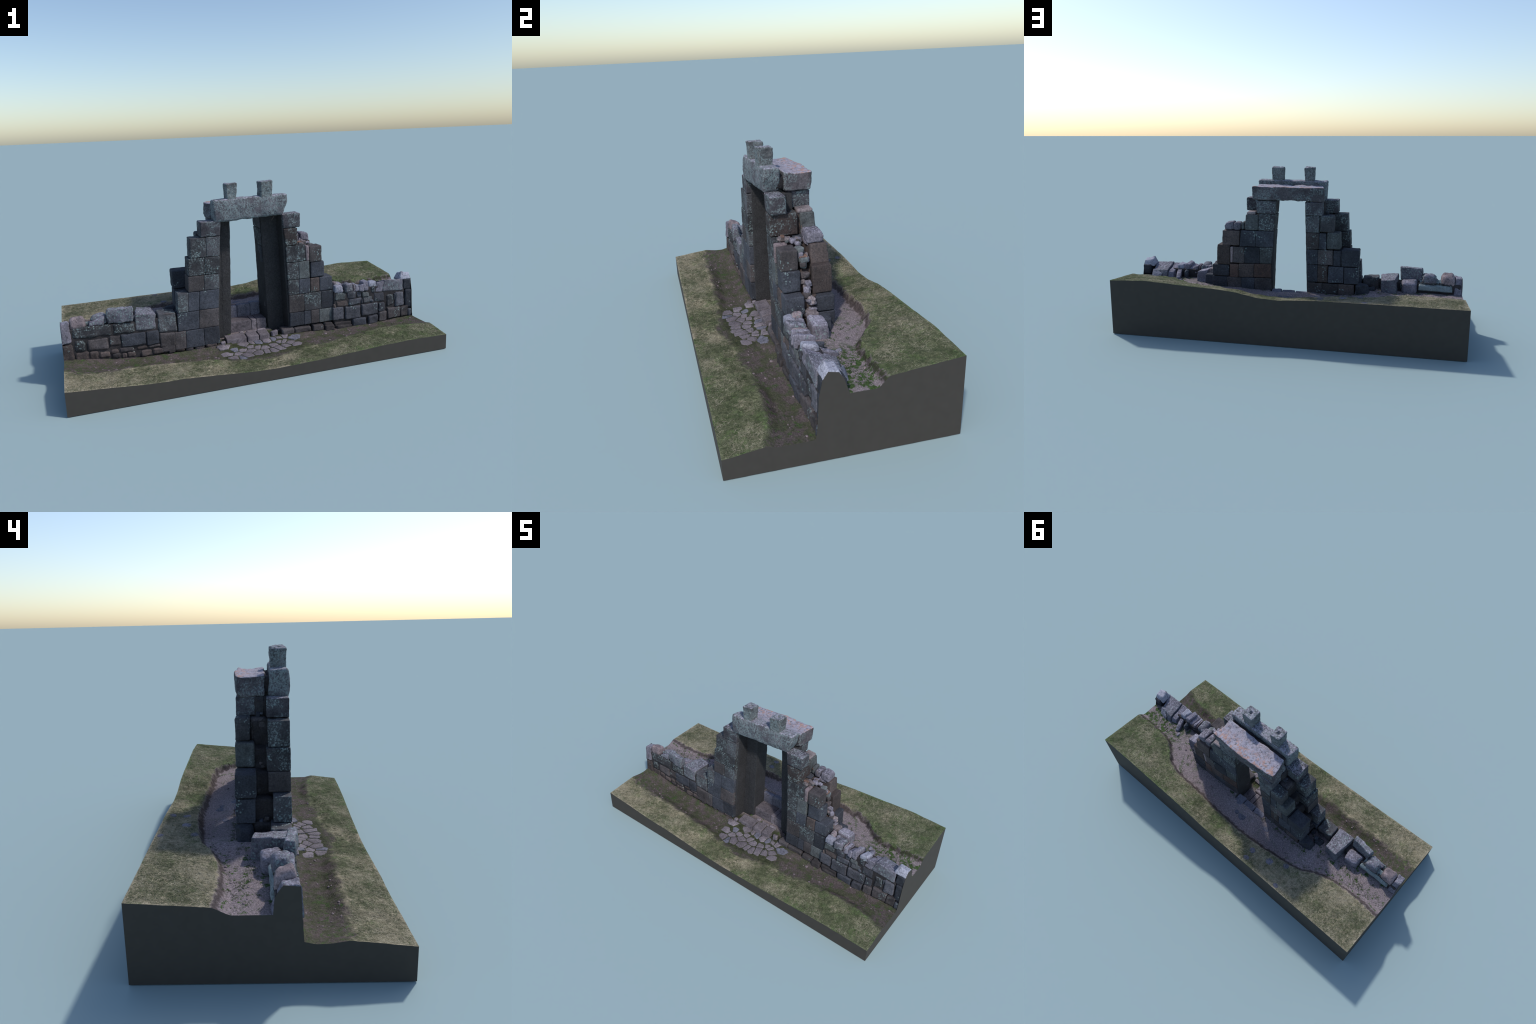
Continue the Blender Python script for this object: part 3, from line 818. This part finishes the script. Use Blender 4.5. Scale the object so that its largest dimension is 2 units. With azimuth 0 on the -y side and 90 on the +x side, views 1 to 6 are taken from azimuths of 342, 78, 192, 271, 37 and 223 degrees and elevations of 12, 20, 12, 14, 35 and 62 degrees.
# upright end block
stone("wall_block", [(.930, -.086, .318), (1.01, -.088, .315), (1.01, -.006, .305), (.926, -.010, .308)],
      [(.943, -.068, .366), (1.01, -.062, .352), (1.01, -.024, .340), (.944, -.024, .350)], M_PALE, r=.008, amp=.003, seed=53)
wall_block("wall_block", .948, 1.01, .256, .318, -.090, -.0, M_BLUE, r=.01, amp=.003)
# block fallen behind, at the foot of the north face
stone("capping_block", [(.524, .004, .23), (.600, .006, .23), (.607, .080, .23), (.530, .076, .23)],
      [(.522, .004, .325), (.594, .008, .309), (.603, .073, .309), (.533, .069, .324)], M_BOULD, r=.008, amp=.003, seed=55)

# ---- wall cores: earth and broken stone between the two faces
core_parts = [
    (-.375, -.215, -.03, .075, .09, .39), (-.322, -.215, -.03, .075, .38, .485), (-.285, -.190, -.02, .07, .48, .578),
    (-.40, -.335, -.03, .06, .09, .295), (-.250, -.175, -.02, .06, .57, .682), (-.195, -.155, -.02, .05, .67, .765), (.225, .310, -.03, .075, .60, .60),
    (.230, .340, -.03, .075, .09, .575), (.340, .412, -.02, .08, .09, .475), (.40, .462, -.02, .07, .09, .385), (.455, .485, -.02, .07, .09, .29),
    (.210, .262, -.02, .085, .57, .69),
    (-.165, .205, -.03, .02, .775, .842)]
for x0, x1, y0, y1, z0, z1 in core_parts:
    if z1 > z0:
        wall_block("wall_core", x0, x1, z0, z1, y0, y1, M_CORE if x0 > 0 else M_MORTAR, r=.015, amp=.006, jit=.004)
wall_block("wall_core", -.99, -.42, .09, .288, -.0845, -.012, M_MORTAR, r=.006, amp=.0015)
wall_block("wall_core", .49, .80, .07, .300, -.0865, -.012, M_MORTAR, r=.006, amp=.0015)
wall_block("wall_core", .79, .955, .07, .268, -.0865, -.012, M_MORTAR, r=.006, amp=.0015)

# rubble showing in the broken east end of the gate and on the ledges
clusters = [  # x, y, z centre, spread x y z, count, size
    (.318, -.030, .594, .028, .022, .006, 9, .012), (.352, .020, .585, .02, .018, .008, 7, .018), (.396, .026, .548, .014, .012, .02, 5, .018),
    (.414, .030, .470, .008, .012, .06, 10, .016), (.446, .032, .405, .012, .012, .03, 7, .017), (.466, .036, .345, .012, .014, .03, 7, .017),
    (.498, .030, .312, .015, .018, .006, 4, .013), (.300, .06, .622, .02, .02, .004, 3, .013),
    (-.262, .030, .50, .015, .016, .01, 6, .011), (-.300, .030, .405, .018, .014, .01, 7, .011), (-.36, .02, .30, .02, .02, .01, 6, .012),
    (-.43, .02, .25, .03, .02, .01, 5, .013), (-.21, .03, .70, .015, .015, .005, 3, .01)]
for cx, cy, cz, sx, sy, sz, cnt, size in clusters:
    for i in range(cnt):
        p = np.array([cx + random.uniform(-sx, sx), cy + random.uniform(-sy, sy), cz + random.uniform(-sz, sz)])
        h = np.array([random.uniform(.7, 1.3), random.uniform(.6, 1.0), random.uniform(.4, .8)]) * size
        a = random.uniform(-.5, .5)
        ca, sa = math.cos(a), math.sin(a)
        q = [(-1, -1), (1, -1), (1, 1), (-1, 1)]
        ring4 = [(p[0] + ca * h[0] * u - sa * h[1] * v, p[1] + sa * h[0] * u + ca * h[1] * v) for u, v in q]
        tilt = random.uniform(-.35, .35)
        stone("rubble_stone", [(u, v, p[2] - h[2] + tilt * (u - p[0])) for u, v in ring4], [(u, v, p[2] + h[2] + tilt * (u - p[0])) for u, v in ring4],
              random.choice([M_RUB, M_RUB, M_BOULD, M_GREY, M_VIOLET, M_BROWN, M_BOULD, M_BRICK]) if cx > 0 else random.choice([M_RUB, M_VIOLET, M_BLUE]), r=size * .4, amp=.002, jit=size * .2, res=.006)
wall_block("rubble_stone", .385, .425, .520, .545, .008, .045, M_BRICK, r=.006, amp=.002)

# ---- cut faces at both ends of the low walls
EAST_CUT = [(-.112, .07), (-.110, .105), (-.107, .114), (-.102, .18), (-.099, .251), (-.085, .319), (-.065, .349), (-.027, .341), (-.009, .314), (.000, .285), (.009, .257), (.012, .22), (.012, .07)]
WEST_CUT = [(-.100, .11), (-.097, .141), (-.091, .233), (-.088, .318), (-.037, .323), (-.022, .303), (-.010, .28), (-.006, .234), (-.004, .2), (-.004, .11)]
for sgn, prof in ((1, EAST_CUT), (-1, WEST_CUT)):
    k = len(prof)
    V = [(sgn * .9975, y, z) for y, z in prof] + [(sgn * .9996, y, z) for y, z in prof]
    F = [tuple(range(k)), tuple(range(2 * k - 1, k - 1, -1))] + [(i, k + i, k + (i + 1) % k, (i + 1) % k) for i in range(k)]
    ob = add_mesh("cut_wall_face", V, F, [M_CUT], smooth_shade=False)
    bm = bmesh.new()
    bm.from_mesh(ob.data)
    bmesh.ops.recalc_face_normals(bm, faces=bm.faces)
    bm.to_mesh(ob.data)
    bm.free()

# ---- loose chips lying on the ground
chips_v, chips_f = [], []
for i in range(110):
    if i < 60:
        x, y = random.uniform(-.97, .97), random.uniform(-.24, -.11)
        if -.2 < x < .25:
            continue
    else:
        x = random.uniform(-.97, .97)
        y = random.uniform(.14 if abs(x) < .5 else .06, float(interp(x, BANK_EDGE)) - .02)
    s = random.uniform(.002, .0055) * (1.7 if random.random() < .12 else 1)
    z = height_at(x, y)
    base = len(chips_v)
    m = 6
    for L, (sc, dz) in enumerate(((1, -.004), (1.05, .0005), (.7, s * .45))):
        for j in range(m):
            a = 2 * math.pi * j / m
            chips_v.append((x + sc * s * 1.3 * math.cos(a) * random.uniform(.8, 1.2), y + sc * s * math.sin(a) * random.uniform(.8, 1.2), z + dz))
    for L in range(2):
        for j in range(m):
            chips_f.append((base + L * m + j, base + L * m + (j + 1) % m, base + (L + 1) * m + (j + 1) % m, base + (L + 1) * m + j))
    chips_f.append(tuple(base + 2 * m + j for j in range(m)))
add_mesh("gravel", chips_v, chips_f, [M_PINK], kind="stuff")


# ---- grass: matted low blades over the turf, tufts at the wall feet
def blade_material(name, c1, c2):
    k = Nodes(name, 0.85, 0.15)
    col = k.mix(k.step(k.noise(40, 2), .35, .65), c1, c2)
    k.link(col, k.bsdf.inputs["Base Color"])
    tr = k.t.nodes.new("ShaderNodeBsdfTranslucent")
    k.link(col, tr.inputs["Color"])
    mx = k.t.nodes.new("ShaderNodeMixShader")
    mx.inputs[0].default_value = .25
    out = k.t.nodes["Material Output"]
    k.t.links.new(k.bsdf.outputs[0], mx.inputs[1])
    k.t.links.new(tr.outputs[0], mx.inputs[2])
    k.t.links.new(mx.outputs[0], out.inputs["Surface"])
    return k.mat


B_GREEN = blade_material("green_grass_blade", (0.085, 0.102, 0.055), (0.165, 0.185, 0.105))
B_STRAW = blade_material("dry_grass_blade", (0.28, 0.26, 0.18), (0.48, 0.44, 0.33))
B_WEED = blade_material("weed_blade", (0.03, 0.055, 0.018), (0.075, 0.12, 0.04))


def blades(name, pts, lo, hi, rise, width, mats, pick):
    V, F, MI = [], [], []
    for x, y in pts:
        a = random.uniform(0, 2 * math.pi)
        l = random.uniform(lo, hi)
        w = width * random.uniform(.7, 1.2)
        ca, sa = math.cos(a), math.sin(a)
        bend = random.uniform(-.5, .5)
        up = random.uniform(.3, 1) * rise
        b = len(V)
        ok = True
        for k, t in enumerate((0, .5, 1)):
            X = x + l * t * math.cos(a + bend * t)
            Y = y + l * t * math.sin(a + bend * t)
            if abs(X) > .997 or abs(Y) > .435:
                ok = False
                break
            Z = height_at(X, Y) + (.0003 + up * math.sin(math.pi * min(1, t * .8 + .05)))
            ww = w * (1 - .75 * t)
            V.append((X - sa * ww, Y + ca * ww, Z))
            V.append((X + sa * ww, Y - ca * ww, Z))
        if not ok:
            del V[b:]
            continue
        F += [(b, b + 1, b + 3, b + 2), (b + 2, b + 3, b + 5, b + 4)]
        m = pick(x, y)
        MI += [m, m]
    add_mesh(name, V, F, mats, mat_index=MI, kind="stuff")


turf = []
while len(turf) < 34000:
    x, y = random.uniform(-.995, .995), random.uniform(-.434, .434)
    if y > float(interp(x, BANK_EDGE)) + .004 or y < float(interp(x, LIP_Y)) - .012:
        if math.hypot(x - .03, (y + .275) * 1.6) > .075:
            turf.append((x, y))
blades("turf_grass", turf, .008, .026, .0028, .0006, [B_GREEN, B_STRAW],
       lambda x, y: int(random.random() < .34 + .9 * (noise.fractal(Vector((x, y, 9)) * 7, 1, 2, 3)) - .08 * x))
weed = []
for i in range(220):
    if random.random() < .5:
        x = random.uniform(-.98, .98)
        y0, y1 = (.13, .15) if -.48 < x < .5 else (.02, .10)
        y = random.uniform(y0, y1)
    else:
        x = random.choice([-1, 1]) * random.uniform(.35, .97)
        y = random.uniform(.05, float(interp(x, BANK_EDGE)) - .03)
    for j in range(random.randint(5, 14)):
        weed.append((x + random.gauss(0, .008), y + random.gauss(0, .006)))
blades("ground_weeds", weed, .004, .010, .0035, .0009, [B_WEED], lambda x, y: 0)
